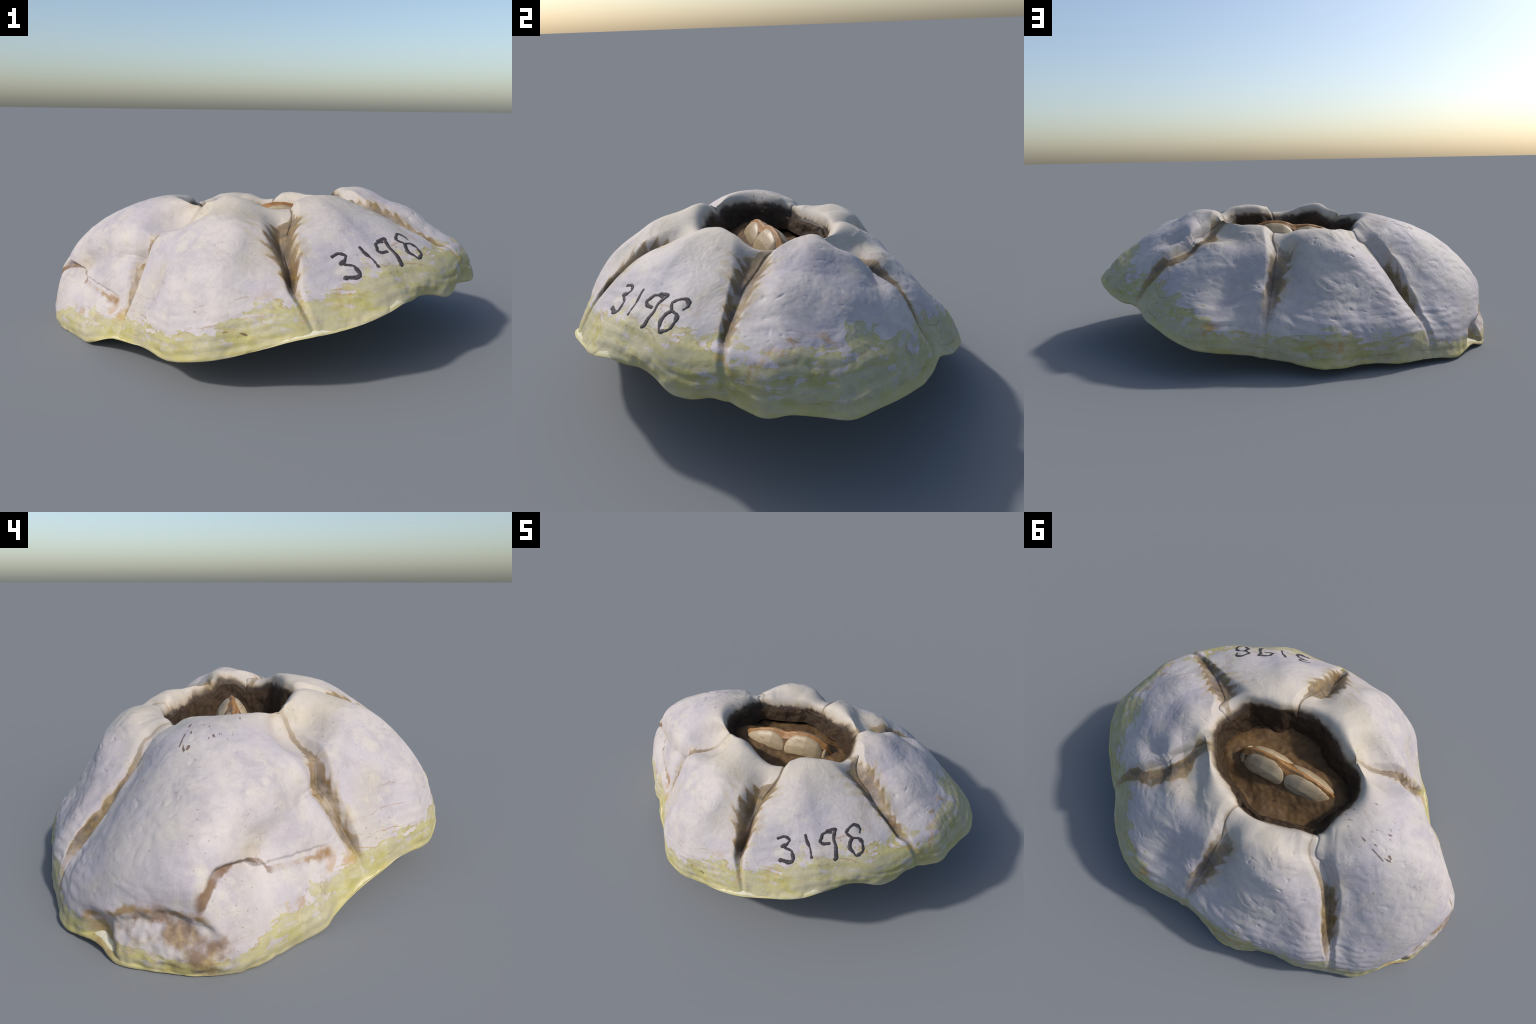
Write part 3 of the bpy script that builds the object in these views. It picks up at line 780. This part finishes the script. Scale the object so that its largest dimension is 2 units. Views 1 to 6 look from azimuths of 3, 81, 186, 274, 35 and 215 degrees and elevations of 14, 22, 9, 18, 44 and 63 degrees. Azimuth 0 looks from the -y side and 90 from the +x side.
def valve(a0, a1, s0, s1, side, thick, skew):
    nu, nv = 72, 24
    th = np.linspace(0, TAU, nu, endpoint=False)
    rr = np.linspace(0, 1, nv)
    TH, RR = np.meshgrid(th, rr, indexing="ij")
    cx, cy = np.cos(TH), np.sin(TH)
    ex = 3.0                                    # superellipse: rounded tongue
    nrm = (np.abs(cx) ** ex + np.abs(cy) ** ex) ** (-1 / ex)
    u, v = cx * nrm * RR, cy * nrm * RR
    a = (a0 + a1) / 2 + (a1 - a0) / 2 * (u + skew * v * .35)
    s = (s0 + s1) / 2 + (s1 - s0) / 2 * (v + .12 * u * u)
    s = np.maximum(s, .003)
    lift = thick * (np.sqrt(np.clip(1 - RR ** 4, 0, 1)) * 1.3 - .3) * (1 - .35 * np.clip(v, 0, 1))
    V = flank(np.clip(a, .012, .988), s, np.full_like(a, side), lift)
    me = grid_mesh("opercular_valve", V, closed_u=True, flip=(side > 0))
    return add_object("opercular_valve", me, root, M_VALVE)


for side in (-1.0, 1.0):
    valve(.006, .492, .009, .098, side, .009, -.25 * side)
    valve(.497, .905, .011, .104, side, .009, .15 * side)
    valve(.900, .985, .022, .090, side, .008, .1 * side)

# ------------------------------------------------------------------ inked number
O = np.array([.46, -.50, .45])
EU = np.array([.8424, .5311, .0914])
EV = np.array([-.4574, .615, .6423])
EN = np.array([.2849, -.5828, .761])
DIGITS = [
    [[(-.176, .068), (-.144, .076), (-.129, .071), (-.117, .058), (-.132, .039), (-.149, .034), (-.160, .027)],
     [(-.149, .034), (-.136, .021), (-.113, .009), (-.109, -.009), (-.107, -.030), (-.115, -.040), (-.132, -.043), (-.153, -.034), (-.166, -.030), (-.173, -.038)]],
    [[(-.043, .080), (-.038, .048), (-.026, .013), (-.024, -.013), (-.023, -.034)]],
    [[(.080, .078), (.060, .082), (.036, .073), (.029, .055), (.022, .041), (.035, .029), (.055, .029), (.069, .029)],
     [(.052, .086), (.077, .091), (.097, .091), (.090, .075), (.084, .047), (.091, .014), (.089, -.018), (.088, -.040), (.076, -.048)]],
    [[(.204, .064), (.208, .084), (.199, .099), (.181, .106), (.161, .094), (.144, .074), (.153, .060), (.170, .047), (.197, .042), (.211, .025), (.213, -.007), (.206, -.021), (.180, -.035), (.165, -.015), (.153, .002), (.158, .029), (.170, .047)]],
]
numbered = plates[4]
bvh = BVHTree.FromPolygons([v.co[:] for v in numbered.data.vertices], [p.vertices[:] for p in numbered.data.polygons])
rng = np.random.RandomState(7)


def drape(u, v, lift):
    org = O + EU * u + EV * v + EN * .3
    hit, nor, _, _ = bvh.ray_cast(Vector(org), Vector(-EN))
    if hit is None:
        return O + EU * u + EV * v
    return np.array(hit) + EN * lift


for strokes in DIGITS:
    verts, faces = [], []
    for si, st in enumerate(strokes):
        S = np.array(st)
        K = np.vstack([2 * S[0] - S[1], S, 2 * S[-1] - S[-2]])
        path = []
        for i in range(1, len(K) - 2):
            m = max(3, int(np.linalg.norm(K[i + 1] - K[i]) / .0025))
            for t in np.linspace(0, 1, m, endpoint=False):
                a, b, c, d = K[i - 1:i + 3]
                cr = .5 * (2 * b + (c - a) * t + (2 * a - 5 * b + 4 * c - d) * t * t + (3 * b - a - 3 * c + d) * t ** 3)
                path.append(cr * .6 + (b + (c - b) * t) * .4)
        path.append(S[-1])
        path = np.array(path)
        m = len(path)
        tan = np.gradient(path, axis=0)
        tan /= np.linalg.norm(tan, axis=1, keepdims=True) + 1e-9
        nor = np.stack([-tan[:, 1], tan[:, 0]], -1)
        wv = np.convolve(np.concatenate([[0] * 4, rng.normal(size=m), [0] * 4]), np.ones(9) / 9, mode="valid")
        w = .0079 * (1 + .70 * wv) * (.85 + .3 * np.linspace(0, 1, m))
        endr = np.minimum(np.arange(m), np.arange(m)[::-1]) / 2.0
        w *= np.sqrt(np.clip(.35 + endr, 0, 1))
        base = len(verts)
        for i in range(m):
            for o, l in ((-1.0, -.002), (-.9, .0007), (0, .0009), (.9, .0007), (1.0, -.002)):
                q = path[i] + nor[i] * w[i] * o
                verts.append(drape(q[0], q[1], l + .0003 * si))
        for i in range(m - 1):
            for j in range(4):
                a = base + i * 5 + j
                faces.append((a, a + 1, a + 6, a + 5))
    me = bpy.data.meshes.new("ink_digit")
    me.from_pydata([tuple(v) for v in verts], [], faces)
    me.polygons.foreach_set("use_smooth", np.ones(len(faces), dtype=bool))
    me.update()
    add_object("ink_digit", me, numbered, M_INK)
